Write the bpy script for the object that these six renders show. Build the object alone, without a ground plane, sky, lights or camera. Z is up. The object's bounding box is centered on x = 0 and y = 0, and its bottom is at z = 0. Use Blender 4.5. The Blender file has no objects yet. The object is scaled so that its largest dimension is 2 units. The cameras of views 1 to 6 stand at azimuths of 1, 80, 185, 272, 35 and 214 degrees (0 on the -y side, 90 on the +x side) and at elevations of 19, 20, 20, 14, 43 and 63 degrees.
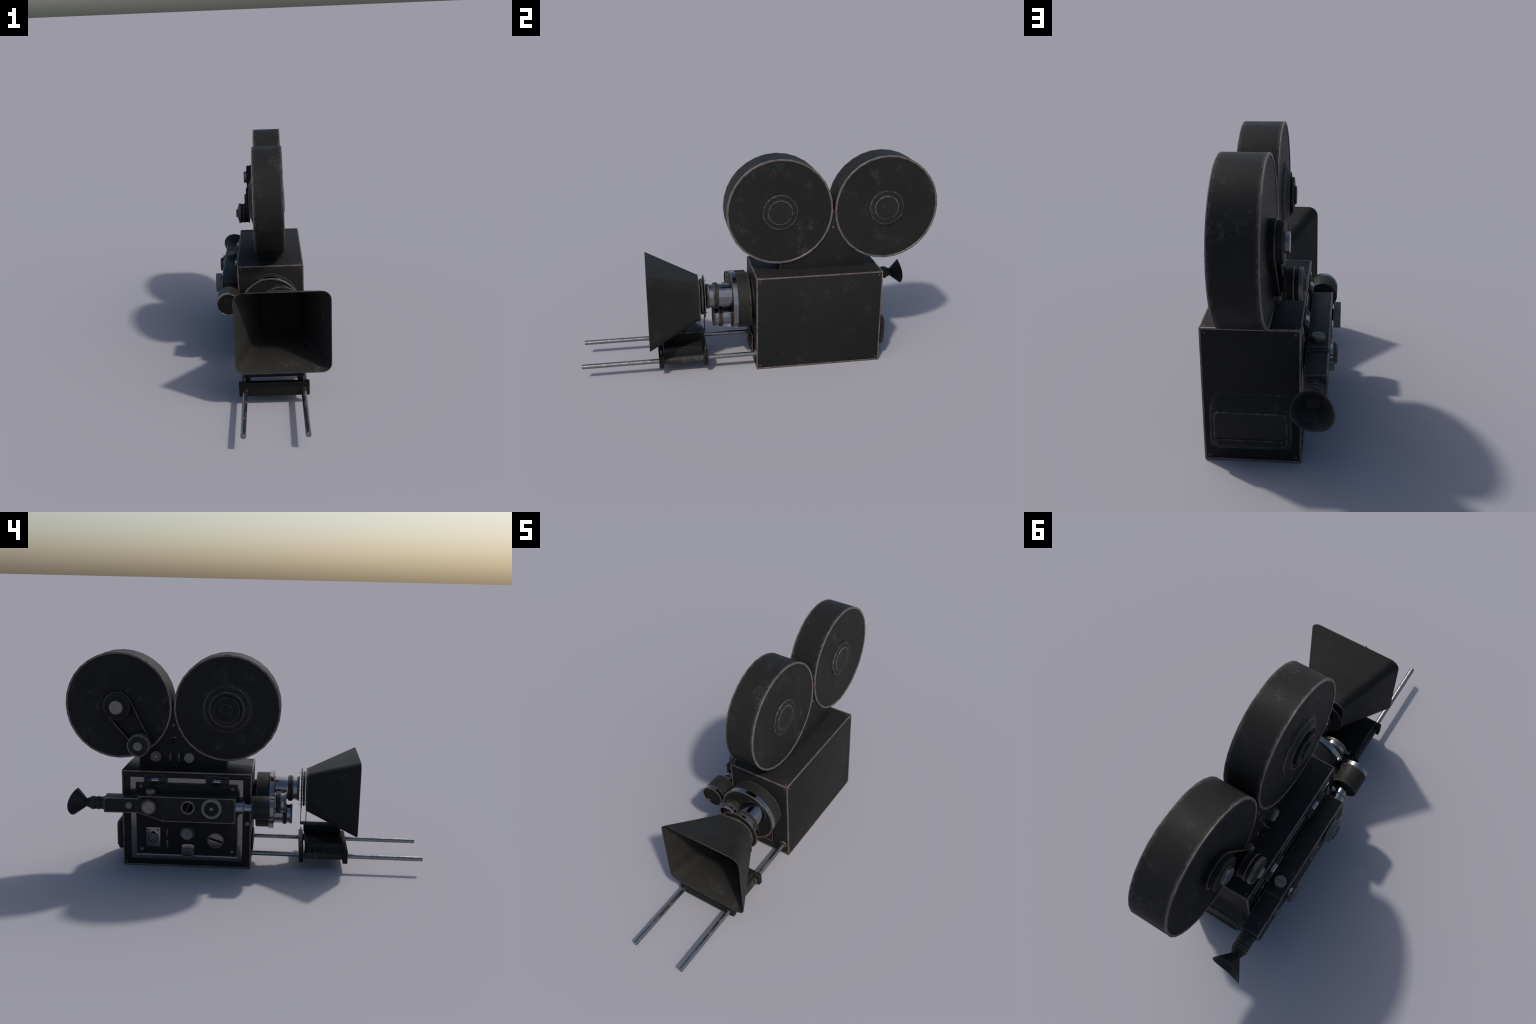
# A vintage 35 mm film camera: boxed body, twin film drums, lens turret with
# matte box on two rails, side view-finder.  Front of the camera faces -y.
import bpy, bmesh, math, random
from mathutils import Vector

random.seed(7)
D = bpy.data
AX = {'x': 0, 'y': 1, 'z': 2}

# ------------------------------------------------------------------ materials
class Nodes:
    def __init__(self, name):
        self.mat = D.materials.new(name)
        self.mat.use_nodes = True
        self.t = self.mat.node_tree
        self.t.nodes.clear()
        self.out = self.t.nodes.new('ShaderNodeOutputMaterial')
        self.bsdf = self.t.nodes.new('ShaderNodeBsdfPrincipled')
        self.t.links.new(self.bsdf.outputs[0], self.out.inputs[0])
        tc = self.t.nodes.new('ShaderNodeTexCoord')
        info = self.t.nodes.new('ShaderNodeObjectInfo')
        off = self.node('ShaderNodeVectorMath', operation='SCALE')
        off.inputs[0].default_value = (7.3, 3.1, 5.7)
        self.link(info.outputs['Random'], off.inputs['Scale'])
        add = self.node('ShaderNodeVectorMath', operation='ADD')
        self.link(tc.outputs['Object'], add.inputs[0])
        self.link(off.outputs[0], add.inputs[1])
        self.vec = add.outputs[0]
        self.tc = tc

    def node(self, kind, **kw):
        n = self.t.nodes.new(kind)
        for k, v in kw.items():
            setattr(n, k, v)
        return n

    def link(self, a, b):
        self.t.links.new(a, b)

    def noise(self, scale, detail=5, rough=0.6, stretch=(1, 1, 1), dist=0.0):
        m = self.node('ShaderNodeMapping')
        m.inputs['Scale'].default_value = stretch
        self.link(self.vec, m.inputs['Vector'])
        n = self.node('ShaderNodeTexNoise')
        n.inputs['Scale'].default_value = scale
        n.inputs['Detail'].default_value = detail
        n.inputs['Roughness'].default_value = rough
        n.inputs['Distortion'].default_value = dist
        self.link(m.outputs[0], n.inputs['Vector'])
        return n.outputs['Fac']

    def ramp(self, fac, lo, hi, a=0.0, b=1.0):
        r = self.node('ShaderNodeMapRange')
        r.interpolation_type = 'SMOOTHSTEP'
        r.inputs['From Min'].default_value = lo
        r.inputs['From Max'].default_value = hi
        r.inputs['To Min'].default_value = a
        r.inputs['To Max'].default_value = b
        self.link(fac, r.inputs['Value'])
        return r.outputs[0]

    def math(self, op, a, b):
        m = self.node('ShaderNodeMath', operation=op)
        m.use_clamp = True
        for i, v in enumerate((a, b)):
            if isinstance(v, (int, float)):
                m.inputs[i].default_value = v
            else:
                self.link(v, m.inputs[i])
        return m.outputs[0]

    def mix(self, fac, a, b):
        m = self.node('ShaderNodeMix', data_type='RGBA')
        if isinstance(fac, (int, float)):
            m.inputs[0].default_value = fac
        else:
            self.link(fac, m.inputs[0])
        for sock, v in ((m.inputs[6], a), (m.inputs[7], b)):
            if isinstance(v, tuple):
                sock.default_value = (*v, 1)
            else:
                self.link(v, sock)
        return m.outputs[2]

    def edges(self, radius, gain):
        """mask of the edges: where a rounded normal leaves the true one"""
        bv = self.node('ShaderNodeBevel', samples=6)
        bv.inputs['Radius'].default_value = radius
        geo = self.node('ShaderNodeNewGeometry')
        dot = self.node('ShaderNodeVectorMath', operation='DOT_PRODUCT')
        self.link(bv.outputs[0], dot.inputs[0])
        self.link(geo.outputs['Normal'], dot.inputs[1])
        inv = self.math('SUBTRACT', 1.0, dot.outputs['Value'])
        return self.math('MULTIPLY', inv, gain)

    def bump(self, height, strength, distance=0.002):
        b = self.node('ShaderNodeBump')
        b.inputs['Strength'].default_value = strength
        b.inputs['Distance'].default_value = distance
        self.link(height, b.inputs['Height'])
        self.link(b.outputs[0], self.bsdf.inputs['Normal'])

    def set(self, **kw):
        for k, v in kw.items():
            s = self.bsdf.inputs[k]
            if isinstance(v, (int, float)):
                s.default_value = v
            elif isinstance(v, tuple):
                s.default_value = (*v, 1)
            else:
                self.link(v, s)
        return self.mat


def paint(name, base, scuff, wear, rough=0.5, scuff_amount=0.55, wear_gain=5.0,
          radius=0.005, scale=1.0, spec=0.09, big=(0.54, 0.74)):
    n = Nodes(name)
    big = n.ramp(n.noise(10.5 * scale, 4, 0.6), *big)
    fine = n.ramp(n.noise(62 * scale, 6, 0.75, (1, 1, 0.7), 0.5), 0.42, 0.70)
    streak = n.math('MULTIPLY', n.math('MULTIPLY', big, fine), scuff_amount)
    specks = n.ramp(n.noise(95 * scale, 3, 0.5), 0.68, 0.78, 0.0, 0.3 * scuff_amount)
    mask = n.math('MAXIMUM', streak, specks)
    tone = n.ramp(n.noise(3.2, 3, 0.5), 0.3, 0.7, 0.0, 1.0)
    dark = tuple(c * 0.92 for c in base)
    light = tuple(c * f for c, f in zip(base, (1.10, 1.06, 1.04)))
    col = n.mix(tone, dark, light)
    col = n.mix(mask, col, scuff)
    e = n.math('POWER', n.edges(radius, wear_gain), 0.6)
    patch = n.ramp(n.noise(36, 6, 0.78), 0.39, 0.63, 0.08, 1.0)
    col = n.mix(n.math('MULTIPLY', e, patch), col, wear)
    r = n.ramp(n.noise(20, 5, 0.6), 0.3, 0.7, rough - 0.02, rough + 0.04)
    n.bump(n.noise(330, 2, 0.5), 0.05, 0.001)
    return n.set(**{'Base Color': col, 'Roughness': r, 'Specular IOR Level': spec})


def worn_metal(name, base, rust, metallic=0.7, rough=0.4, rust_lo=0.47, rust_hi=0.62, scale=22.0, fleck=0.5, relief=0.08):
    n = Nodes(name)
    m = n.ramp(n.noise(scale, 6, 0.7, (1, 1, 1), 0.5), rust_lo, rust_hi)
    m2 = n.ramp(n.noise(scale * 4.2, 4, 0.6), 0.5, 0.72, 0.0, fleck)
    col = n.mix(n.math('MAXIMUM', m, m2), base, rust)
    r = n.ramp(n.noise(40, 4, 0.6), 0.3, 0.7, rough - 0.05, rough + 0.09)
    met = n.math('SUBTRACT', metallic, n.math('MULTIPLY', m, metallic * 0.5))
    n.bump(n.noise(120, 3, 0.6), relief, 0.001)
    return n.set(**{'Base Color': col, 'Roughness': r, 'Metallic': met})


def plain(name, base, rough=0.5, metallic=0.0, var=0.12, wear=None, spec=0.5):
    n = Nodes(name)
    tone = n.ramp(n.noise(55, 4, 0.6), 0.3, 0.7)
    col = n.mix(tone, tuple(c * (1 - var) for c in base), tuple(c * (1 + var) for c in base))
    if wear:
        col = n.mix(n.math('MULTIPLY', n.edges(0.003, 5.0), n.ramp(n.noise(60, 4, 0.6), 0.35, 0.6)), col, wear)
    r = n.ramp(n.noise(70, 4, 0.6), 0.3, 0.7, max(rough - 0.04, 0.02), rough + 0.06)
    return n.set(**{'Base Color': col, 'Roughness': r, 'Metallic': metallic, 'Specular IOR Level': spec})


PAINT = paint('black_paint', (0.0160, 0.0159, 0.0153), (0.064, 0.066, 0.066), (0.105, 0.104, 0.100), radius=0.010, scuff_amount=0.5)
PAINT_DRUM = paint('drum_paint', (0.0172, 0.0171, 0.0166), (0.078, 0.080, 0.079), (0.105, 0.103, 0.099), scuff_amount=0.65,
                   radius=0.022, wear_gain=7.0, big=(0.52, 0.72))
PAINT_EDGE = paint('rubbed_edge_paint', (0.052, 0.052, 0.047), (0.10, 0.10, 0.094), (0.11, 0.11, 0.10), scuff_amount=0.8, radius=0.003)
PAINT_HOOD = paint('hood_paint', (0.0198, 0.0198, 0.0189), (0.066, 0.072, 0.068), (0.095, 0.096, 0.088),
                   rough=0.52, scuff_amount=0.55, radius=0.008)
PAINT_WORN = paint('worn_black_paint', (0.0190, 0.0188, 0.0174), (0.080, 0.080, 0.076), (0.165, 0.164, 0.156),
                   rough=0.50, scuff_amount=0.75, wear_gain=7.0, scale=1.6, spec=0.12, radius=0.011)
PAINT_SLEEVE = paint('rubbed_paint', (0.0200, 0.0195, 0.0180), (0.105, 0.098, 0.092), (0.11, 0.108, 0.10),
                     rough=0.48, scuff_amount=1.0, scale=1.0, spec=0.2, radius=0.006, big=(0.40, 0.62))
PAINT_SOOT = paint('soot_paint', (0.0115, 0.0118, 0.0113), (0.042, 0.045, 0.045), (0.075, 0.075, 0.070),
                   rough=0.50, scuff_amount=0.4, radius=0.007)
RUBBER = paint('black_rubber', (0.0135, 0.0145, 0.0145), (0.045, 0.053, 0.055), (0.055, 0.060, 0.060),
               rough=0.5, scuff_amount=0.8, wear_gain=5.0, scale=1.8, radius=0.006, spec=0.2, big=(0.45, 0.7))
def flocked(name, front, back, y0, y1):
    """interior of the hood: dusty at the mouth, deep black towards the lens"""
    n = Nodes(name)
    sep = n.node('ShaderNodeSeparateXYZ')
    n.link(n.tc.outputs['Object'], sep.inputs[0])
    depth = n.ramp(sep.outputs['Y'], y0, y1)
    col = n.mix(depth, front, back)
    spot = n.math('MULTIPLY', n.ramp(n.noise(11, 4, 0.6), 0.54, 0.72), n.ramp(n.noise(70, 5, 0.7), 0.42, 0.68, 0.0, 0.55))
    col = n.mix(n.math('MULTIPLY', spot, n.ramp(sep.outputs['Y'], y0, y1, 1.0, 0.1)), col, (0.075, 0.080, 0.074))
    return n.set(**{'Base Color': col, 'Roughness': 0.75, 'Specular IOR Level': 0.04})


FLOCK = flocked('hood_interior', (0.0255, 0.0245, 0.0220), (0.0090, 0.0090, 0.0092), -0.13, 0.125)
TRIM = worn_metal('worn_trim', (0.158, 0.140, 0.134), (0.092, 0.066, 0.053), 0.35, 0.42, 0.42, 0.60, 26.0)
BROWN = worn_metal('browned_metal', (0.135, 0.100, 0.085), (0.078, 0.048, 0.034), 0.3, 0.45)
RAIL = worn_metal('scratched_steel', (0.27, 0.27, 0.27), (0.165, 0.125, 0.110), 0.95, 0.22, 0.54, 0.68, 15.0)  # second colour paints dark reflections on the rods as patches
CHROME = worn_metal('dull_chrome', (0.25, 0.255, 0.265), (0.18, 0.175, 0.175), 1.0, 0.14, 0.60, 0.85, 9.0, 0.12)
STRIP = worn_metal('brushed_strip', (0.215, 0.205, 0.208), (0.155, 0.145, 0.14), 0.97, 0.15, 0.62, 0.80, 12.0, 0.15, 0.01)
SILVER = plain('silver_cap', (0.185, 0.180, 0.180), 0.30, 0.85)
GREY = plain('grey_plastic', (0.162, 0.164, 0.150), 0.5, 0.0, 0.10, (0.18, 0.19, 0.175), spec=0.15)
SCREW = plain('rusty_screw', (0.125, 0.072, 0.045), 0.5, 0.4, 0.3)
STEELSCREW = plain('dull_screw', (0.16, 0.13, 0.12), 0.45, 0.6, 0.25)
VOID = plain('void_black', (0.004, 0.004, 0.0045), 0.7, spec=0.03)
GLASS = plain('dark_glass', (0.009, 0.0095, 0.010), 0.35, 0.0, 0.05, spec=0.12)

# ------------------------------------------------------------------ geometry
def finish(name, bm, mat, parent, loc=None, bevel=0.0, segs=2, angle=32, centre=None, weld=True):
    """bm holds world coordinates; origin is put at `centre` or the middle"""
    if weld:
        bmesh.ops.remove_doubles(bm, verts=bm.verts, dist=1e-6)
    bmesh.ops.recalc_face_normals(bm, faces=bm.faces)
    if bevel > 0:
        es = [e for e in bm.edges if len(e.link_faces) == 2 and e.calc_face_angle(0) > math.radians(40)]
        bmesh.ops.bevel(bm, geom=es, offset=bevel, segments=segs, profile=0.5, affect='EDGES', clamp_overlap=True)
    if centre is None:
        lo = Vector([min(v.co[i] for v in bm.verts) for i in range(3)])
        hi = Vector([max(v.co[i] for v in bm.verts) for i in range(3)])
        centre = (lo + hi) / 2
    centre = Vector(centre)
    for v in bm.verts:
        v.co -= centre
    me = D.meshes.new(name)
    bm.to_mesh(me)
    bm.free()
    for p in me.polygons:
        p.use_smooth = True
    me.set_sharp_from_angle(angle=math.radians(angle))
    me.materials.append(mat)
    ob = D.objects.new(name, me)
    bpy.context.scene.collection.objects.link(ob)
    place(ob, parent, centre)
    return ob


WORLD, DEPTH = {}, {}

def place(ob, parent, where):
    """hang ob under its parent: thing > part > sub-part and no deeper"""
    where = Vector(where)
    if parent is not None and DEPTH[parent] == 2:
        parent = parent.parent
    WORLD[ob] = where
    DEPTH[ob] = 0 if parent is None else DEPTH[parent] + 1
    if parent is not None:
        ob.parent = parent
        ob.location = where - WORLD[parent]
    else:
        ob.location = where


def again(ob, where, parent=None, rot=None):
    """another copy of a repeat, sharing the mesh data"""
    c = ob.copy()
    bpy.context.scene.collection.objects.link(c)
    place(c, parent or ob.parent, where)
    if rot:
        c.rotation_euler = rot
    return c


def axes(axis):
    k = AX[axis]
    return k, [i for i in range(3) if i != k]


def point(axis, a, p, q):
    k, (i, j) = axes(axis)
    v = [0, 0, 0]
    v[k], v[i], v[j] = a, p, q
    return v


def lathe_into(bm, axis, cen, prof, n=48, closed=False, phase=0.0):
    """turn the profile [(position along axis, radius)] about an axis;
    cen is the pair of the other two coordinates"""
    rings = []
    for a, r in prof:
        if r <= 1e-7:
            rings.append([bm.verts.new(point(axis, a, *cen))])
        else:
            rings.append([bm.verts.new(point(axis, a, cen[0] + r * math.cos(phase + 2 * math.pi * k / n),
                                             cen[1] + r * math.sin(phase + 2 * math.pi * k / n))) for k in range(n)])
    pairs = list(zip(rings, rings[1:]))
    if closed:
        pairs.append((rings[-1], rings[0]))
    for A, B in pairs:
        for k in range(n):
            l = (k + 1) % n
            if len(A) == 1 and len(B) == 1:
                continue
            if len(A) == 1:
                bm.faces.new((A[0], B[k], B[l]))
            elif len(B) == 1:
                bm.faces.new((A[k], A[l], B[0]))
            else:
                bm.faces.new((A[k], A[l], B[l], B[k]))


def lathe(name, axis, cen, prof, mat, parent, n=48, closed=False, **kw):
    bm = bmesh.new()
    lathe_into(bm, axis, cen, prof, n, closed)
    return finish(name, bm, mat, parent, **kw)


def ring(name, axis, cen, a0, a1, r0, r1, mat, parent, n=48, chamfer=0.0008, **kw):
    c = min(chamfer, abs(a1 - a0) / 3, abs(r1 - r0) / 3)
    s = 1 if a1 > a0 else -1
    prof = [(a0, r0 + c), (a0, r1 - c), (a0 + s * c, r1), (a1 - s * c, r1), (a1, r1 - c), (a1, r0 + c),
            (a1 - s * c, r0), (a0 + s * c, r0)]
    return lathe(name, axis, cen, prof, mat, parent, n, True, **kw)


def disc(name, axis, cen, a0, a1, r, mat, parent, n=40, chamfer=0.001, **kw):
    """a drum from a0 (base) to a1 (visible end) with a chamfered end"""
    c = min(chamfer, abs(a1 - a0) / 2, r / 3)
    s = 1 if a1 > a0 else -1
    return lathe(name, axis, cen, [(a0, 0), (a0, r), (a1 - s * c, r), (a1, r - c), (a1, 0)], mat, parent, n, **kw)


def box_into(bm, X, Y, Z):
    vs = [bm.verts.new((x, y, z)) for x in X for y in Y for z in Z]
    for f in ((0, 1, 3, 2), (4, 6, 7, 5), (0, 4, 5, 1), (2, 3, 7, 6), (0, 2, 6, 4), (1, 5, 7, 3)):
        bm.faces.new([vs[i] for i in f])


def box(name, X, Y, Z, mat, parent, bevel=0.002, **kw):
    bm = bmesh.new()
    box_into(bm, X, Y, Z)
    return finish(name, bm, mat, parent, bevel=bevel, **kw)


def prism(name, axis, poly, a0, a1, mat, parent, bevel=0.0, **kw):
    bm = bmesh.new()
    A = [bm.verts.new(point(axis, a0, p, q)) for p, q in poly]
    B = [bm.verts.new(point(axis, a1, p, q)) for p, q in poly]
    bm.faces.new(A)
    bm.faces.new(list(reversed(B)))
    for k in range(len(poly)):
        l = (k + 1) % len(poly)
        bm.faces.new((A[k], B[k], B[l], A[l]))
    return finish(name, bm, mat, parent, bevel=bevel, **kw)


def frame(name, axis, outer, inner, a0, a1, mat, parent, bevel=0.0, **kw):
    """a flat frame between two outlines of equal length"""
    bm = bmesh.new()
    L = [[bm.verts.new(point(axis, a, p, q)) for p, q in poly] for poly, a in
         ((outer, a0), (outer, a1), (inner, a1), (inner, a0))]
    n = len(outer)
    for A, B in zip(L, L[1:] + L[:1]):
        for k in range(n):
            l = (k + 1) % n
            bm.faces.new((A[k], A[l], B[l], B[k]))
    return finish(name, bm, mat, parent, bevel=bevel, **kw)


def inset(poly, d):
    """move an outline inwards by d with mitred corners"""
    area = sum(a[0] * b[1] - b[0] * a[1] for a, b in zip(poly, poly[1:] + poly[:1]))
    s = 1 if area > 0 else -1
    out = []
    n = len(poly)
    for k in range(n):
        p0, p1, p2 = Vector(poly[k - 1]), Vector(poly[k]), Vector(poly[(k + 1) % n])
        e1, e2 = (p1 - p0).normalized(), (p2 - p1).normalized()
        n1, n2 = Vector((-e1.y, e1.x)) * s, Vector((-e2.y, e2.x)) * s
        m = (n1 + n2) / max(0.2, 1 + n1.dot(n2))
        out.append(tuple(p1 + m * d))
    return out


def round_rect(p0, p1, q0, q1, r, n=6):
    out = []
    for cx, cy, a0 in ((p1 - r, q1 - r, 0), (p0 + r, q1 - r, 90), (p0 + r, q0 + r, 180), (p1 - r, q0 + r, 270)):
        for k in range(n + 1):
            a = math.radians(a0 + 90 * k / n)
            out.append((cx + r * math.cos(a), cy + r * math.sin(a)))
    return out


def rod_between(name, a, b, r, mat, parent, n=12, r2=None):
    a, b = Vector(a), Vector(b)
    d = (b - a).normalized()
    u = d.orthogonal().normalized()
    w = d.cross(u)
    bm = bmesh.new()
    R = []
    for p, rr in ((a, r), (b, r2 or r)):
        R.append([bm.verts.new(p + (u * math.cos(2 * math.pi * k / n) + w * math.sin(2 * math.pi * k / n)) * rr) for k in range(n)])
    for k in range(n):
        bm.faces.new((R[0][k], R[0][(k + 1) % n], R[1][(k + 1) % n], R[1][k]))
    bm.faces.new(R[0])
    bm.faces.new(list(reversed(R[1])))
    return finish(name, bm, mat, parent)


def screw_mesh(name, axis, where, out, r, h, mat, parent, cross=True):
    """a low domed screw head with a crossed recess; `out` = +1 / -1"""
    k, (i, j) = axes(axis)
    a = where[k]
    cen = (where[i], where[j])
    s = out
    prof = [(a - s * 0.002, 0), (a - s * 0.002, r), (a + s * h * 0.55, r), (a + s * h * 0.9, r * 0.8),
            (a + s * h, r * 0.45), (a + s * h * 0.45, r * 0.3), (a + s * h * 0.45, 0)] if cross else \
           [(a - s * 0.002, 0), (a - s * 0.002, r), (a + s * h * 0.55, r), (a + s * h, r * 0.7), (a + s * h, 0)]
    bm = bmesh.new()
    lathe_into(bm, axis, cen, prof, 16)
    return finish(name, bm, mat, parent, centre=where)


# ------------------------------------------------------------------ the thing
root = D.objects.new('movie_camera', None)
bpy.context.scene.collection.objects.link(root)
place(root, None, (0, 0.3, 0))
root['label'] = 'vintage black studio film camera with twin round film drums, lens turret and matte box'
root['category'] = 'movie camera'

# ---------------------------------------------------------------- camera body
BX, BY, BZ = (-0.1695, 0.1970), (-0.0410, 0.6730), (0.0, 0.5485)
g = 0.0014
body = box('body', (BX[0] + g, BX[1] - g), (BY[0] + g, BY[1] - g), (BZ[0] + g, BZ[1] - g), PAINT, root, bevel=0.002)

w = 0.0075                                     # angle trim along the twelve edges
bars = []
for x in ((BX[0], BX[0] + w), (BX[1] - w, BX[1])):
    for z in ((BZ[0], BZ[0] + w), (BZ[1] - w, BZ[1])):
        bars.append((x, (BY[0] + w, BY[1] - w), z))
    for y in ((BY[0], BY[0] + w), (BY[1] - w, BY[1])):
        bars.append((x, y, BZ))
for y in ((BY[0], BY[0] + w), (BY[1] - w, BY[1])):
    for z in ((BZ[0], BZ[0] + w), (BZ[1] - w, BZ[1])):
        bars.append(((BX[0] + w, BX[1] - w), y, z))
bm = bmesh.new()
for b in bars:
    one = bmesh.new()
    box_into(one, *b)
    bmesh.ops.recalc_face_normals(one, faces=one.faces)
    bmesh.ops.bevel(one, geom=list(one.edges), offset=0.0014, segments=2, profile=0.5, affect='EDGES')
    tmp = D.meshes.new('bar')
    one.to_mesh(tmp)
    one.free()
    bm.from_mesh(tmp)
    D.meshes.remove(tmp)
finish('edge_trim', bm, TRIM, body, weld=False)

s = 0.0185                                     # corner screws of the panels
x0, x1, y0, y1, z0, z1 = BX[0] + g, BX[1] - g, BY[0] + g, BY[1] - g, BZ[0] + g, BZ[1] - g
sx = screw_mesh('screw', 'x', (x1, y0 + s, z0 + s), 1, 0.0052, 0.0022, SCREW, body)
for y, z in ((y1 - s, z0 + s), (y0 + s, z1 - s), (y1 - s, z1 - s)):
    again(sx, (x1, y, z))
sx2 = screw_mesh('screw', 'x', (x0, y0 + s, z0 + s), -1, 0.0048, 0.0022, SCREW, body)
for y, z in ((y1 - s, z0 + s), (y0 + s, z1 - s), (y1 - s, z1 - s)):
    again(sx2, (x0, y, z))
sy = screw_mesh('screw', 'y', (x0 + s, y0, z0 + s), -1, 0.0050, 0.0022, SCREW, body)
for x, z in ((x1 - s, z0 + s), (x0 + s, z1 - s), (x1 - s, z1 - s)):
    again(sy, (x, y0, z))
sy2 = screw_mesh('screw', 'y', (x0 + s, y1, z0 + s), 1, 0.0050, 0.0022, SCREW, body)
for x, z in ((x1 - s, z0 + s), (x0 + s, z1 - s), (x1 - s, z1 - s)):
    again(sy2, (x, y1, z))
sz = screw_mesh('screw', 'z', (x0 + s, y0 + s, z1), 1, 0.0050, 0.0022, SCREW, body)
for x, y in ((x1 - s, y0 + s), (x0 + s, y1 - s), (x1 - s, y1 - s)):
    again(sz, (x, y, z1))

# plate on the front under the turret, with a worn rim
pl = [(-0.070, 0.070), (0.0935, 0.070), (0.0935, 0.156), (-0.070, 0.156)]
front_plate = prism('front_plate', 'y', pl, BY[0] + 0.006, BY[0] - 0.0065, PAINT_SOOT, body, bevel=0.001)
frame('plate_rim', 'y', pl, inset(pl, 0.004), BY[0] + 0.002, BY[0] - 0.0085, BROWN, front_plate, bevel=0.0008)

# battery box on the back
bm = bmesh.new()
sec = round_rect(-0.138, 0.166, 0.075, 0.288, 0.030, 6)
cx, cz = 0.014, 0.1815
layers = []
for y, k in ((0.6500, 0.0), (0.6705, 0.0), (0.7000, 0.0), (0.7065, 0.0025), (0.7095, 0.010)):
    lay = []
    for x, z in sec:
        zz = z
        if y > 0.6706 and z > cz:               # sloping roof
            zz = cz + (z - cz) * (1 - 0.48 * (y - 0.670) / 0.0395)
        X = cx + (x - cx) * (1 - k / 0.152)
        Z = cz + (zz - cz) * (1 - k / 0.105)
        lay.append(bm.verts.new((X, y, Z)))
    layers.append(lay)
for A, B in zip(layers, layers[1:]):
    for k in range(len(A)):
        l = (k + 1) % len(A)
        bm.faces.new((A[k], A[l], B[l], B[k]))
bm.faces.new(layers[-1])
bm.faces.new(list(reversed(layers[0])))
rear = finish('battery_box', bm, PAINT_WORN, body, angle=40)
prism('cover_plate', 'y', round_rect(-0.121, 0.150, 0.090, 0.233, 0.022, 6), 0.706, 0.7165, PAINT_WORN, rear, bevel=0.0018)
box('label_strip', (-0.106, 0.138), (0.712, 0.7205), (0.0935, 0.122), PAINT, rear, bevel=0.0012)

# round button on the left border
disc('button', 'x', (-0.0203, 0.268), BX[0] + 0.002, -0.1775, 0.0122, GREY, body, 28)

# ---------------------------------------------------------------- side door
FX = -0.1695
dr = round_rect(0.034, 0.5965, 0.0690, 0.4840, 0.006, 4)
door = prism('side_door', 'x', dr, FX + 0.004, FX - 0.0040, PAINT, root, bevel=0.0012)
so = round_rect(0.0055, 0.6255, 0.0415, 0.5140, 0.002, 4)
si = round_rect(0.0345, 0.5960, 0.0695, 0.4835, 0.0055, 4)
frame('chrome_frame', 'x', so, si, FX + 0.004, FX - 0.0030, STRIP, door, bevel=0.001)
ds = screw_mesh('door_screw', 'x', (FX - 0.0040, 0.567, 0.462), -1, 0.0090, 0.0032, STEELSCREW, door)
for y, z in ((0.0625, 0.4615), (0.567, 0.0977), (0.063, 0.0977)):
    again(ds, (FX - 0.0040, y, z))

DX = FX - 0.0040                               # outer plane of the door
for k, ya in enumerate((0.4205, 0.0825)):      # two hinges on the top edge
    yb = ya + 0.1285
    hinge = box('hinge', (DX - 0.0016, FX + 0.002), (ya, yb), (0.4676, 0.5317), PAINT, door, bevel=0.0008)
    zc, xc, r = 0.5005, -0.1735, 0.0155
    for a, b, m in ((ya, ya + 0.0445, PAINT_WORN), (ya + 0.0455, ya + 0.0855, CHROME), (ya + 0.0865, yb, PAINT_WORN)):
        lathe('knuckle', 'y', (xc, zc), [(a, 0), (a, r - 0.001), (a + 0.001, r), (b - 0.001, r), (b, r - 0.001), (b, 0)], m, hinge, 28)
    hs = None
    for y in (ya + 0.0215, ya + 0.108):
        for z in (0.4765, 0.5245):
            if hs is None:
                hs = screw_mesh('hinge_screw', 'x', (DX - 0.0016, y, z), -1, 0.0045, 0.002, SCREW, hinge)
            else:
                again(hs, (DX - 0.0016, y, z))

# three-pin audio socket
socket = prism('audio_socket', 'x', round_rect(0.4620, 0.5408, 0.1160, 0.2285, 0.004, 3), DX + 0.002, DX - 0.0040, STRIP, door, bevel=0.001)
PX = DX - 0.0040
ring('socket_groove', 'x', (0.5014, 0.1707), PX + 0.001, PX - 0.0008, 0.0252, 0.0285, VOID, socket, 36)
disc('socket_face', 'x', (0.5014, 0.1707), PX + 0.001, PX - 0.0016, 0.0253, STRIP, socket, 36)
box('socket_latch', (PX - 0.0012, PX + 0.001), (0.4915, 0.5112), (0.1965, 0.2045), VOID, socket, bevel=0.0004)
pin = disc('pin_hole', 'x', (0.5140, 0.1715), PX, PX - 0.0021, 0.0045, VOID, socket, 16)
again(pin, (WORLD[pin][0], 0.4888, 0.1715))
again(pin, (WORLD[pin][0], 0.5012, 0.1568))
ss = screw_mesh('socket_screw', 'x', (PX, 0.5267, 0.2131), -1, 0.0064, 0.002, STEELSCREW, socket)
for y, z in ((0.4758, 0.2131), (0.5265, 0.1305), (0.4750, 0.1305)):
    again(ss, (PX, y, z))


def toggle(y, z, x, tip, parent):
    """toggle switch: a slim two-ended plate, a nut and a lever"""
    t = box('toggle_switch', (x - 0.0022, x + 0.002), (y - 0.0040, y + 0.0040), (z - 0.0235, z + 0.0235), BROWN, parent, bevel=0.001)
    disc('nut', 'x', (y, z), x, x - 0.0048, 0.0078, BROWN, t, 12)
    rod_between('lever', (x - 0.003, y, z), (x - 0.026, y - 0.001, z + tip), 0.0019, STEELSCREW, t, 10, 0.0028)
    return t


toggle(0.4240, 0.1968, DX, -0.014, door)
toggle(0.4235, 0.1332, DX, -0.012, door)

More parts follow.
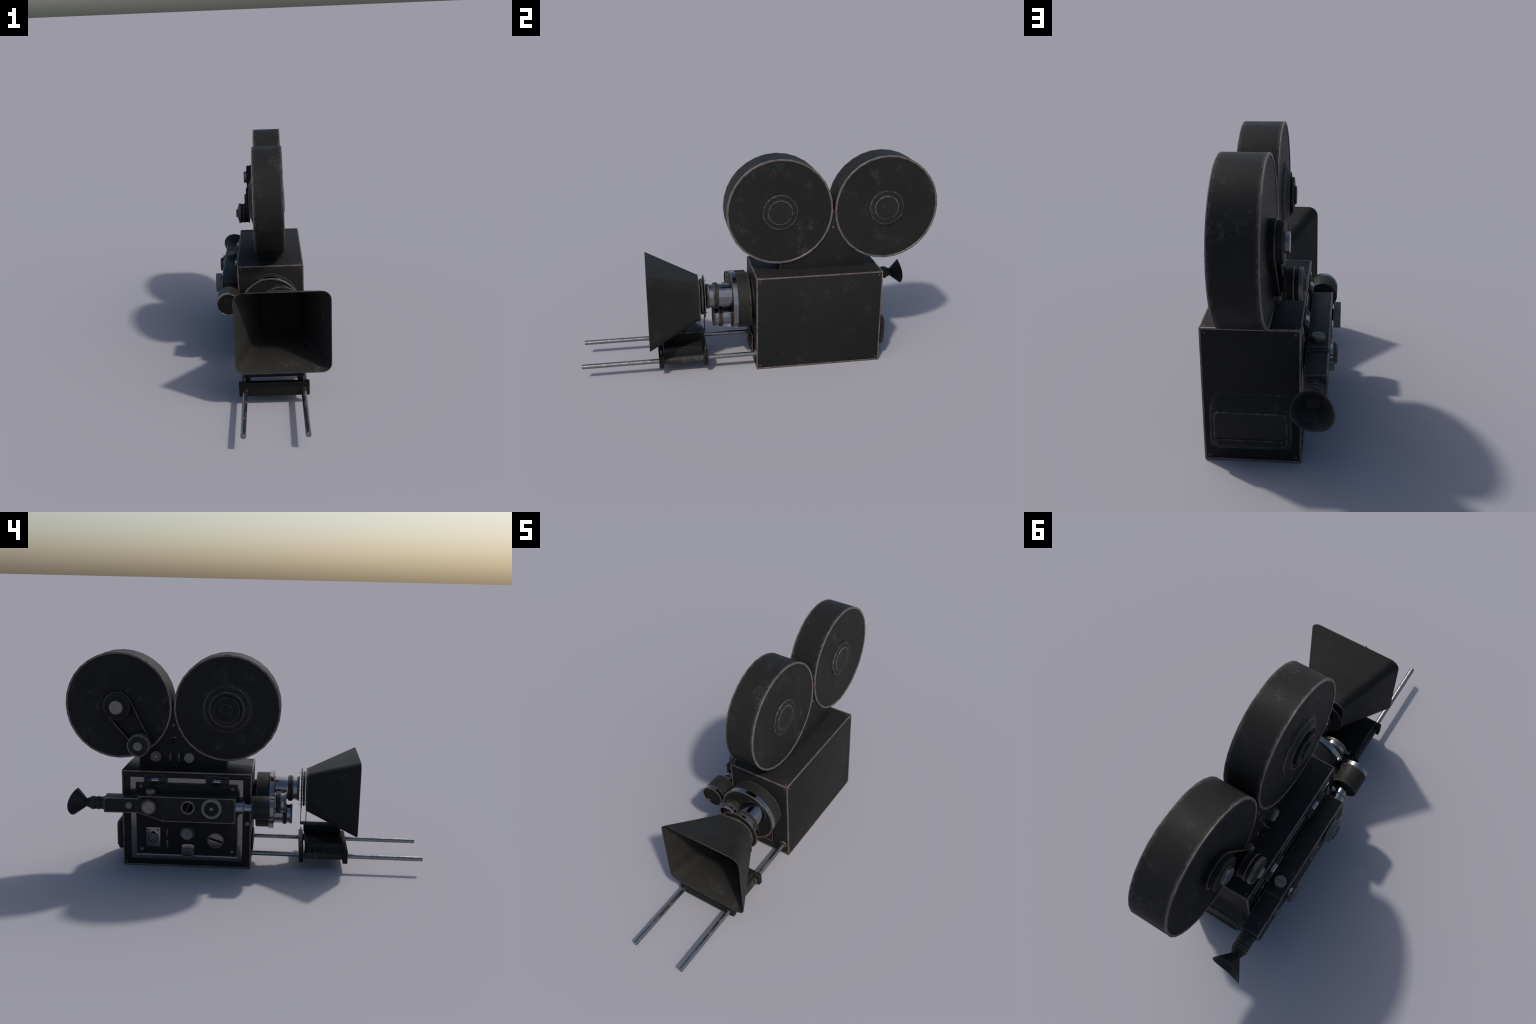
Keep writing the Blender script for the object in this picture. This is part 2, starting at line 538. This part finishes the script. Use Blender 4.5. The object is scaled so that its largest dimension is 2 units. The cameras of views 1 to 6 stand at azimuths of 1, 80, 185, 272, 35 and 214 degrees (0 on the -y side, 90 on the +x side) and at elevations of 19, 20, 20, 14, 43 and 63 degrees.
# key lock
lock = ring('key_lock', 'x', (0.3115, 0.2000), DX + 0.001, DX - 0.0065, 0.031, 0.0425, PAINT_WORN, door, 40, 0.002)
disc('lock_face', 'x', (0.3130, 0.1980), DX + 0.001, DX - 0.0120, 0.0318, GREY, lock, 40, 0.0015)
box('key_slot', (DX - 0.0126, DX - 0.006), (0.3118, 0.3142), (0.1865, 0.2115), VOID, lock, bevel=0.0003)

# big slotted knob
sc = (0.1530, 0.1670)
ring('knob_base', 'x', sc, DX + 0.001, DX - 0.0040, 0.040, 0.0570, PAINT_SOOT, door, 48, 0.002)
knob = ring('slotted_knob', 'x', sc, DX + 0.001, DX - 0.0160, 0.0385, 0.0465, BROWN, door, 48, 0.0025)
disc('knob_floor', 'x', sc, DX + 0.001, DX - 0.0090, 0.0390, VOID, knob, 40)
tilt = math.radians(18.0)
for sgn in (1, -1):                            # two half-moon faces beside the slot
    arc = []
    half = 0.0052
    R = 0.0383
    a0 = math.asin(half / R)
    for k in range(21):
        a = a0 + (math.pi - 2 * a0) * k / 20
        p, q = R * math.cos(a), sgn * R * math.sin(a)
        arc.append((sc[0] + p * math.cos(tilt) - q * math.sin(tilt), sc[1] + p * math.sin(tilt) + q * math.cos(tilt)))
    prism('knob_face', 'x', arc, DX - 0.008, DX - 0.0135, SILVER, knob, bevel=0.0006)

# latch with a folded ring
lt = [(0.3455, 0.070), (0.3455, 0.120), (0.3405, 0.131), (0.331, 0.1365), (0.287, 0.1365), (0.2775, 0.131),
      (0.2725, 0.120), (0.2725, 0.070), (0.288, 0.056), (0.330, 0.056)]
latch = prism('latch', 'x', lt, DX + 0.001, DX - 0.0035, STRIP, door, bevel=0.001)
ro = [(0.3430, 0.0555), (0.3430, 0.090), (0.337, 0.102), (0.324, 0.1105), (0.297, 0.1105), (0.284, 0.102),
      (0.2785, 0.090), (0.2785, 0.0555)]
ri = [(0.3335, 0.0675), (0.3335, 0.086), (0.330, 0.094), (0.321, 0.0985), (0.300, 0.0985), (0.291, 0.094),
      (0.2880, 0.086), (0.2880, 0.0675)]
frame('latch_ring', 'x', ro, ri, DX - 0.003, DX - 0.0105, BROWN, latch, bevel=0.0018)

# ---------------------------------------------------------------- view-finder
NX = -0.2670
outline = [(0.7530, 0.4190), (0.5685, 0.4190), (0.5685, 0.4335), (0.0395, 0.4335), (0.0395, 0.2935), (0.4370, 0.2935),
           (0.5660, 0.3380), (0.7530, 0.3350)]
finder = prism('view_finder', 'x', inset(outline, 0.0008), -0.1800, NX + 0.0015, PAINT_WORN, root, bevel=0.0015)
frame('finder_trim', 'x', outline, inset(outline, 0.0052), NX + 0.008, NX, TRIM, finder, bevel=0.0008)
prism('finder_mount', 'x', inset(outline, 0.018)[2:6], -0.1815, FX + 0.002, VOID, finder)
fs = screw_mesh('finder_screw', 'x', (NX + 0.0015, 0.742, 0.4085), -1, 0.0050, 0.0024, SCREW, finder)
for y, z in ((0.742, 0.3465), (0.556, 0.423), (0.435, 0.305), (0.0525, 0.4225), (0.0525, 0.304)):
    again(fs, (NX + 0.0015, y, z))

# focus knob with a black collar and a bright slotted cap
kc = (0.5050, 0.3790)
fk = disc('focus_knob', 'x', kc, NX + 0.004, -0.2795, 0.0320, CHROME, finder, 40)
disc('collar', 'x', kc, -0.2790, -0.2880, 0.0425, PAINT_WORN, fk, 48, 0.002)
ring('cap_rim', 'x', kc, -0.2870, -0.2960, 0.0315, 0.0388, BROWN, fk, 44, 0.002)
disc('cap', 'x', kc, -0.2870, -0.2950, 0.0320, SILVER, fk, 40)
prism('cap_slot', 'x', [(kc[0] + a * 0.707 - b * 0.707, kc[1] + a * 0.707 + b * 0.707) for a, b in
                        ((-0.030, -0.0009), (0.030, -0.0009), (0.030, 0.0009), (-0.030, 0.0009))], -0.2940, -0.2955, VOID, fk)


def knurled(name, axis, cen, a0, a1, r, depth, teeth, mat, parent, hole=0.0):
    """a knob with a toothed edge; with `hole` it is a toothed ring"""
    poly, inner = [], []
    for k in range(teeth):
        for f, rr in ((0.0, r - depth), (0.22, r), (0.62, r), (0.84, r - depth)):
            a = 2 * math.pi * (k + f) / teeth
            poly.append((cen[0] + rr * math.cos(a), cen[1] + rr * math.sin(a)))
            inner.append((cen[0] + hole * math.cos(a), cen[1] + hole * math.sin(a)))
    if hole:
        return frame(name, axis, poly, inner, a0, a1, mat, parent, angle=20)
    return prism(name, axis, poly, a0, a1, mat, parent, angle=20)


kk = (0.1660, 0.3835)
kn = knurled('knurled_knob', 'x', kk, -0.2725, -0.3020, 0.0540, 0.0022, 44, GREY, finder, 0.0405)
disc('knob_neck', 'x', kk, NX + 0.004, -0.2740, 0.0250, VOID, kn, 32)
disc('knob_dish', 'x', kk, -0.2735, -0.2985, 0.0407, PAINT, kn, 40)
disc('knob_centre', 'x', kk, -0.2980, -0.3008, 0.0098, GREY, kn, 24)
knurled('small_knob', 'x', (0.6140, 0.3820), NX + 0.004, -0.2855, 0.0172, 0.0008, 26, GREY, finder)

dl = (0.2970, 0.3770)
dial = ring('dial', 'x', dl, NX + 0.003, NX - 0.0035, 0.0285, 0.0387, TRIM, finder, 44, 0.002)
disc('dial_floor', 'x', dl, NX + 0.003, NX + 0.0004, 0.0290, VOID, dial, 36)
ca, sa = math.cos(math.radians(114)), math.sin(math.radians(114))
prism('dial_pointer', 'x', [(dl[0] + a * ca - b * sa, dl[1] + a * sa + b * ca) for a, b in
                            ((-0.0285, -0.0018), (0.0285, -0.0018), (0.0285, 0.0018), (-0.0285, 0.0018))], NX + 0.001, NX - 0.0018, SCREW, dial)

tk = (-0.2213, 0.5050)                         # cap on the roof of the finder
tcap = lathe('roof_knob', 'z', tk, [(0.431, 0), (0.431, 0.0275), (0.4365, 0.0275), (0.4370, 0.0235), (0.4420, 0.0235), (0.4425, 0.0275),
                                    (0.4460, 0.0275), (0.4465, 0)], BROWN, finder, 36)
disc('roof_cap', 'z', tk, 0.446, 0.4555, 0.0252, GREY, tcap, 36, 0.0025)
box('roof_slot', (tk[0] - 0.021, tk[0] + 0.021), (tk[1] - 0.001, tk[1] + 0.001), (0.454, 0.4560), PAINT_SOOT, tcap, bevel=0.0002)

# eyepiece tube with ridges and flared eye cup
ec = (-0.2190, 0.3735)
prof = [(0.750, 0), (0.750, 0.0370), (0.763, 0.0370), (0.766, 0.0345), (0.786, 0.0340), (0.789, 0.0370), (0.794, 0.0370), (0.797, 0.0340),
        (0.811, 0.0340), (0.813, 0.0365), (0.817, 0.0365), (0.819, 0.0340), (0.823, 0.0340), (0.825, 0.0365), (0.829, 0.0362), (0.833, 0.0325),
        (0.858, 0.0218), (0.858, 0)]
eyepiece = lathe('eyepiece', 'y', ec, prof, RUBBER, finder, 40, angle=25)
for a in (0.7915, 0.8150, 0.8270):
    ring('ridge', 'y', ec, a - 0.0014, a + 0.0014, 0.034, 0.0375, BROWN, eyepiece, 40, 0.0012)
bm = bmesh.new()
cup_c = (-0.2205, 0.3770)
N = 56
def cup_ring(t, thick):
    r = []
    for k in range(N):
        a = 2 * math.pi * k / N
        c_, s_ = math.cos(a), math.sin(a)
        y_rim = 0.9237 + 0.0075 * math.cos(2 * a) - 0.0122 * c_ - 0.0085 * s_
        R = 0.0218 + (0.0742 - 0.0218) * t - thick
        y = 0.8570 + (y_rim - 0.8570) * t
        cx_ = ec[0] + (cup_c[0] - ec[0]) * t
        cz_ = ec[1] + (cup_c[1] - ec[1]) * t
        r.append(bm.verts.new((cx_ + R * c_, y, cz_ + R * s_)))
    return r
rings = [cup_ring(t, 0) for t in (0, 0.2, 0.4, 0.6, 0.8, 0.97, 1.0)]
rings += [cup_ring(1.0, 0.0016)] + [cup_ring(t, 0.0030) for t in (0.96, 0.75, 0.5, 0.25, 0.06)]
for A, B in zip(rings, rings[1:]):
    for k in range(N):
        l = (k + 1) % N
        bm.faces.new((A[k], A[l], B[l], B[k]))
bm.faces.new(rings[-1])
bm.faces.new(list(reversed(rings[0])))
finish('eye_cup', bm, RUBBER, eyepiece, angle=50)
disc('eye_lens', 'y', (-0.2191, 0.3737), 0.8580, 0.8620, 0.0200, GLASS, eyepiece, 32)

# front barrel of the finder
bc = (-0.2194, 0.3765)
barrel = lathe('finder_barrel', 'y', bc, [(-0.046, 0), (-0.046, 0.0570), (-0.0475, 0.0615), (-0.052, 0.0638), (-0.1450, 0.0638), (-0.1450, 0)], PAINT_WORN, finder, 48, angle=28)
ring('barrel_ring', 'y', bc, -0.1445, -0.1645, 0.0590, 0.0642, CHROME, barrel, 56, 0.0008)
ring('barrel_rim', 'y', bc, -0.1630, -0.1660, 0.0575, 0.0644, BROWN, barrel, 56, 0.0012)
lathe('barrel_glass', 'y', bc, [(-0.140, 0), (-0.140, 0.0592), (-0.1590, 0.0592), (-0.1600, 0.045), (-0.1605, 0)], GLASS, barrel, 48, angle=60)
tb = (-0.2190, 0.3725)
front_tube = lathe('finder_tube', 'y', tb, [(0.045, 0), (0.045, 0.0345), (0.001, 0.0345), (-0.0005, 0.0355), (-0.003, 0.0355), (-0.0045, 0.0345), (-0.0050, 0.0262),
                                      (-0.050, 0.0262), (-0.050, 0)], CHROME, finder, 40, angle=28)
ring('tube_ring', 'y', tb, 0.001, -0.0045, 0.033, 0.0362, BROWN, front_tube, 40, 0.0012)

# ---------------------------------------------------------------- film magazine
MX = (-0.0607, 0.0893)
neck = prism('magazine_neck', 'x', [(0.1075, 0.547), (0.5960, 0.547), (0.5960, 0.660), (0.4600, 0.845), (0.4085, 0.880), (0.4040, 0.880), (0.3520, 0.845),
                                    (0.1075, 0.660)], MX[0], MX[1], PAINT, root, bevel=0.0012)
screw_mesh('neck_screw', 'x', (MX[1], 0.4048, 0.7857), 1, 0.0072, 0.004, SCREW, neck)
screw_mesh('neck_screw', 'x', (MX[0], 0.4046, 0.7845), -1, 0.0078, 0.0035, SCREW, neck)

slot_o = [(0.3886, 0.6630), (0.4205, 0.6630), (0.4205, 0.7410), (0.3886, 0.7410)]
slot = frame('film_slot', 'x', slot_o, inset(slot_o, 0.0105), MX[0] + 0.001, MX[0] - 0.0030, PAINT_SOOT, neck, bevel=0.0008)
prism('slot_hole', 'x', inset(slot_o, 0.009), MX[0] + 0.001, MX[0] - 0.0006, VOID, slot)
box('slot_hook', (MX[0] - 0.0065, MX[0]), (0.3845, 0.4095), (0.7155, 0.7215), STEELSCREW, slot, bevel=0.0012)

nd = lathe('counter_dial', 'x', (0.5020, 0.6065), [(MX[0] + 0.001, 0), (MX[0] + 0.001, 0.0300), (-0.0660, 0.0300), (-0.0675, 0.0270), (-0.0690, 0.0270), (-0.0700, 0.0300),
                                                   (-0.0735, 0.0300), (-0.0740, 0)], BROWN, neck, 40)
ring('dial_ring', 'x', (0.5015, 0.6070), -0.073, -0.0830, 0.0145, 0.0222, GREY, nd, 36, 0.0025)
disc('dial_floor', 'x', (0.5015, 0.6070), -0.073, -0.0775, 0.0148, BROWN, nd, 28)
disc('dial_button', 'x', (0.5015, 0.6070), -0.073, -0.0820, 0.0105, SILVER, nd, 28, 0.002)
nb = lathe('counter_button', 'x', (0.3145, 0.6055), [(MX[0] + 0.001, 0), (MX[0] + 0.001, 0.0295), (-0.0655, 0.0295), (-0.0670, 0.0270), (-0.0700, 0.0270), (-0.0715, 0.0295),
                                                     (-0.0745, 0.0295), (-0.0750, 0)], BROWN, neck, 40)
disc('button_face', 'x', (0.3148, 0.6055), -0.074, -0.0852, 0.0262, GREY, nb, 40, 0.0015)
toggle(0.4222, 0.6050, MX[0], 0.012, neck)
toggle(0.3739, 0.6040, MX[0], -0.010, neck)


def film_drum(yc, zc):
    """a round film can with worn rims and a stepped hub on its right"""
    c = (yc, zc)
    R = 0.2938
    prof = [(-0.0640, 0), (-0.0640, 0.2850), (-0.0640, R - 0.0006), (0.0940, R - 0.0006), (0.0940, 0.2850), (0.0940, 0)]
    drum = lathe('film_drum', 'x', c, prof, PAINT_DRUM, root, 32, centre=(0.015, yc, zc))
    ring('drum_rim', 'x', c, -0.0620, -0.0670, 0.2832, R + 0.0004, TRIM, drum, 32, 0.0012)
    ring('drum_rim', 'x', c, 0.0920, 0.0970, 0.2832, R + 0.0004, TRIM, drum, 32, 0.0012)
    hub = disc('hub_plate', 'x', c, 0.092, 0.1005, 0.0982, PAINT_WORN, drum, 56, 0.0014)
    disc('hub_cap', 'x', c, 0.100, 0.1045, 0.0695, PAINT_WORN, hub, 48, 0.0014)
    return drum


front_drum = film_drum(0.1067, 0.8860)
rear_drum = film_drum(0.7055, 0.8860)

# stepped cover on the left of the front drum
fc = (0.1080, 0.8845)
cover = lathe('hub_cover', 'x', fc, [(-0.060, 0), (-0.060, 0.1480), (-0.0665, 0.1380), (-0.0738, 0.1285), (-0.0752, 0.1255), (-0.0872, 0.0965), (-0.0890, 0.0955),
                                     (-0.0890, 0.0915), (-0.0830, 0.0910), (-0.0830, 0)], PAINT_WORN, front_drum, 60, angle=22)
ring('cover_rim', 'x', fc, -0.0870, -0.0915, 0.0918, 0.0950, BROWN, cover, 56, 0.0012)
lathe('scuffed_ring', 'x', fc, [(-0.0700, 0.1225), (-0.0772, 0.1225), (-0.0764, 0.1255), (-0.0746, 0.1290), (-0.0720, 0.1315)], PAINT_SLEEVE, cover, 60, True, angle=40)
disc('cover_disc', 'x', fc, -0.082, -0.1050, 0.0735, PAINT, cover, 48, 0.0020)
disc('cover_cap', 'x', fc, -0.104, -0.1145, 0.0372, PAINT, cover, 40, 0.0020)

# drive hub, belt and pulley on the left of the rear drum
hc, pc, pr = (0.7065, 0.8850), (0.5740, 0.6860), 0.0480
hr = 0.0790
drive = disc('drive_hub', 'x', hc, -0.062, -0.1165, 0.0730, PAINT, rear_drum, 48, 0.0030)
lathe('hub_boss', 'x', hc, [(-0.116, 0), (-0.116, 0.0385), (-0.1195, 0.0385), (-0.1200, 0)], BROWN, drive, 40)
lathe('hub_button', 'x', hc, [(-0.119, 0), (-0.119, 0.0365), (-0.1330, 0.0365), (-0.1345, 0.0350), (-0.1345, 0.0145), (-0.1325, 0.0140), (-0.1325, 0.0108),
                              (-0.1345, 0.0103), (-0.1345, 0)], SILVER, drive, 40)
d = Vector((pc[0] - hc[0], pc[1] - hc[1]))
L = d.length
base = math.atan2(d.y, d.x)
tang = math.acos((hr - pr) / L)
path = []
for k in range(25):                            # far side of the hub, then round the pulley
    a = base + tang + (2 * math.pi - 2 * tang) * k / 24
    path.append((hc[0] + hr * math.cos(a), hc[1] + hr * math.sin(a)))
for k in range(17):
    a = base - tang + 2 * tang * k / 16
    path.append((pc[0] + pr * math.cos(a), pc[1] + pr * math.sin(a)))
belt = frame('belt_guard', 'x', path, inset(path, 0.0045), -0.0630, -0.0875, PAINT_SOOT, rear_drum)
frame('guard_edge', 'x', [tuple(p) for p in inset(path, -0.0004)], inset(path, 0.0049), -0.0865, -0.0905, BROWN, belt, bevel=0.0008)

qc = (0.5800, 0.6855)
pulley = lathe('pulley', 'x', qc, [(-0.062, 0), (-0.062, 0.030), (-0.1035, 0.030), (-0.1035, 0.0600), (-0.1045, 0.0612), (-0.1105, 0.0612), (-0.1115, 0.0580),
                                   (-0.1350, 0.0575), (-0.1560, 0.0575), (-0.1560, 0)], PAINT_SOOT, rear_drum, 48, angle=25)
ring('pulley_ridge', 'x', qc, -0.1345, -0.1405, 0.056, 0.0620, BROWN, pulley, 48, 0.002)
ring('pulley_rim', 'x', qc, -0.1550, -0.1700, 0.0545, 0.0615, TRIM, pulley, 48, 0.002)
lathe('pulley_cone', 'x', qc, [(-0.156, 0), (-0.156, 0.0548), (-0.1690, 0.0548), (-0.1800, 0.0265), (-0.1800, 0)], PAINT_WORN, pulley, 48, angle=25)
disc('pulley_button', 'x', qc, -0.179, -0.1872, 0.0240, GREY, pulley, 36, 0.0015)

# ---------------------------------------------------------------- lens turret
tc = (0.0120, 0.3560)
turret = lathe('lens_turret', 'y', tc, [(-0.036, 0), (-0.036, 0.112), (-0.062, 0.112), (-0.062, 0.1520), (-0.0650, 0.1565), (-0.1370, 0.1565), (-0.1370, 0)], PAINT_WORN, root, 64, angle=28)
ring('turret_ring', 'y', tc, -0.1360, -0.1600, 0.1540, 0.1640, CHROME, turret, 72, 0.0006)
ring('ring_edge', 'y', tc, -0.1585, -0.1622, 0.1550, 0.1643, BROWN, turret, 72, 0.0014)
disc('turret_face', 'y', tc, -0.135, -0.1590, 0.1560, PAINT, turret, 64)


def lens(cx, cz, stops, r, depth):
    """a lens: barrel, focus band, front barrel and rim. stops = band, rim"""
    c = (cx, cz)
    b0, b1, r0, r1 = stops
    rb = r * 0.945
    base = ring('lens', 'y', c, -0.157, -0.1660, rb * 0.6, rb + 0.0035, PAINT_SOOT, turret, 48, 0.002)
    lathe('lens_barrel', 'y', c, [(-0.155, 0), (-0.155, rb), (r0 + 0.001, rb), (r0 + 0.001, rb - 0.004), (r0 + 0.03, rb - 0.006), (r0 + 0.03, 0)], CHROME, base, 56, angle=28)
    ring('focus_band', 'y', c, b0, b1, rb - 0.003, r * 1.066, PAINT_WORN, base, 56, 0.0025)
    for a in (b0 + 0.0012, b1 - 0.0012):
        ring('band_edge', 'y', c, a - 0.001, a + 0.001, rb - 0.001, rb + 0.0017, BROWN, base, 56, 0.0004)
    lathe('lens_rim', 'y', c, [(r0 + 0.003, rb - 0.002), (r0 + 0.001, r), (r0 - 0.0025, r), (r0 - 0.0040, r - 0.0014), (r0 - 0.0055, r), (r1 + 0.001, r), (r1, r - 0.001),
                               (r1, r - 0.0050), (r1 + 0.002, r - 0.0060), (r0 + 0.003, r - 0.0070)], TRIM, base, 56, True, angle=28)
    lathe('lens_glass', 'y', c, [(r0 + 0.022, 0), (r0 + 0.022, r - 0.006), (r1 + depth, r - 0.006), (r1 + depth - 0.004, r * 0.5), (r1 + depth - 0.0055, 0)], GLASS, base, 48, angle=60)
    return base


lens(0.0660, 0.4120, (-0.2410, -0.2666, -0.2925, -0.3045), 0.0692, 0.020)
lens(0.0264, 0.2707, (-0.2152, -0.2358, -0.2576, -0.2680), 0.0571, 0.020)
lens(-0.0709, 0.3660, (-0.1755, -0.2005, -0.2206, -0.2316), 0.0583, 0.024)

# ---------------------------------------------------------------- matte box
MC = (0.0655, 0.4095)
def hood_loop(bm, y, x0, x1, z0, z1, r):
    return [bm.verts.new((x, y, z)) for x, z in round_rect(x0, x1, z0, z1, r, 10)]
bm = bmesh.new()
F, Rr = (-0.1707, 0.3009, 0.1950, 0.6240, 0.0484), (-0.0400, 0.1655, 0.2957, 0.5205, 0.046)
def shrink(b, d):
    return (b[0] + d, b[1] - d, b[2] + d, b[3] - d, max(b[4] - d, 0.01))
loops = [hood_loop(bm, -0.3455, *Rr), hood_loop(bm, -0.3530, *Rr)]
for t in (0.25, 0.5, 0.75, 1.0):
    b = tuple(p + (q - p) * t for p, q in zip(Rr, F))
    loops.append(hood_loop(bm, -0.3530 + (-0.6297 + 0.3530) * t, *b))
loops.append(hood_loop(bm, -0.6305, *shrink(F, 0.0010)))
loops.append(hood_loop(bm, -0.6305, *shrink(F, 0.0038)))
loops.append(hood_loop(bm, -0.6285, *shrink(F, 0.0055)))
for A, B in zip(loops, loops[1:]):
    for k in range(len(A)):
        l = (k + 1) % len(A)
        bm.faces.new((A[k], A[l], B[l], B[k]))
inner = [loops[-1]]
for t in (0.75, 0.5, 0.25, 0.0):
    b = shrink(tuple(p + (q - p) * t for p, q in zip(Rr, F)), 0.0055)
    inner.append(hood_loop(bm, -0.3510 + (-0.6285 + 0.3510) * t, *b))
inside = set()
for A, B in zip(inner, inner[1:]):
    for k in range(len(A)):
        l = (k + 1) % len(A)
        inside.add(bm.faces.new((A[k], A[l], B[l], B[k])))
inside.add(bm.faces.new(inner[-1]))
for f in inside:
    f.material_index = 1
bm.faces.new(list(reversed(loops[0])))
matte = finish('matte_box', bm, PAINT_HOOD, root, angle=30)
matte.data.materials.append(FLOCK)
frame('hood_flange', 'y', round_rect(*shrink(Rr, -0.0008), 10), round_rect(*shrink(Rr, 0.004), 10), -0.3450, -0.3505, PAINT_EDGE, matte, bevel=0.0008)

mc = (0.0660, 0.4118)
ring('shade_disc', 'y', mc, -0.3155, -0.3205, 0.004, 0.1192, PAINT_WORN, matte, 64, 0.0015)
ring('shade_rim', 'y', mc, -0.3158, -0.3202, 0.1160, 0.1195, PAINT_EDGE, matte, 64, 0.0012)
ring('filter_ring', 'y', mc, -0.3270, -0.3370, 0.004, 0.1003, PAINT_EDGE, matte, 64, 0.0015)
for k in range(8):
    a = math.radians(22.5 + 45 * k)
    px, pz = mc[0] + 0.0900 * math.cos(a), mc[1] + 0.0900 * math.sin(a)
    if k == 0:
        pin0 = lathe('filter_pin', 'y', (px, pz), [(-0.3000, 0), (-0.3000, 0.0022), (-0.3018, 0.0022), (-0.3020, 0.0012), (-0.3470, 0.0012), (-0.3470, 0)], PAINT_SOOT, matte, 10)
    else:
        again(pin0, (px, WORLD[pin0][1], pz))
box('shade_stem', (0.0530, 0.0790), (-0.3202, -0.3165), (0.1975, 0.3100), PAINT_HOOD, matte, bevel=0.0006)
box('shade_stem', (0.0530, 0.0790), (-0.3510, -0.3470), (0.1985, 0.2990), PAINT_HOOD, matte, bevel=0.0006)

# ---------------------------------------------------------------- rails and bridge
RZ = 0.0820
for k, rx in enumerate((-0.1305, 0.1618)):
    r = 0.0131
    rail = lathe('rail', 'y', (rx, RZ), [(-0.030, 0), (-0.030, r), (-0.9988, r), (-1.0000, r - 0.0012), (-1.0000, r - 0.0020), (-0.9995, 0)], RAIL, root, 32)
    ring('rail_end', 'y', (rx, RZ), -0.9975, -1.0000, r - 0.0022, r + 0.0002, BROWN, rail, 32, 0.0006)
    ring('rail_socket', 'y', (rx, RZ), -0.036, -0.0470, r, 0.0205, BROWN, rail, 36, 0.0035)

bridge = box('rail_bridge', (-0.1350, 0.1646), (-0.5560, -0.3420), (0.140, 0.1560), PAINT_SOOT, root, bevel=0.0015)
for xa, xb, rx in ((-0.1350, -0.1060, -0.1305), (0.1360, 0.1646, 0.1618)):
    box('leg', (xa, xb), (-0.5555, -0.3425), (0.075, 0.1405), PAINT_SOOT, bridge, bevel=0.001)
    lathe('sleeve', 'y', (rx, RZ), [(-0.5560, 0.0132), (-0.5560, 0.0200), (-0.5550, 0.0208), (-0.3400, 0.0208), (-0.3390, 0.0200), (-0.3390, 0.0132)], PAINT_SLEEVE, bridge, 36, True)
for ya, yb in ((-0.5830, -0.5565), (-0.3370, -0.3120)):
    bar = box('clamp_bar', (-0.1618, 0.1918), (ya, yb), (0.0478, 0.1215), PAINT_SOOT, bridge, bevel=0.0022)
    for rx in (-0.1305, 0.1618):
        ym = (ya + yb) / 2
        lathe('thumb_screw', 'z', (rx, ym), [(0.118, 0), (0.118, 0.0022), (0.1345, 0.0022), (0.1355, 0.0036), (0.1450, 0.0036), (0.1460, 0.0028), (0.1460, 0)], STEELSCREW, bar, 14)
post = box('pedestal', (0.0580, 0.0785), (-0.5520, -0.3370), (0.155, 0.1980), PAINT_SOOT, bridge, bevel=0.001)
box('support_bar', (0.0540, 0.0840), (-0.5450, -0.3170), (0.1973, 0.2093), PAINT_WORN, post, bevel=0.0012)
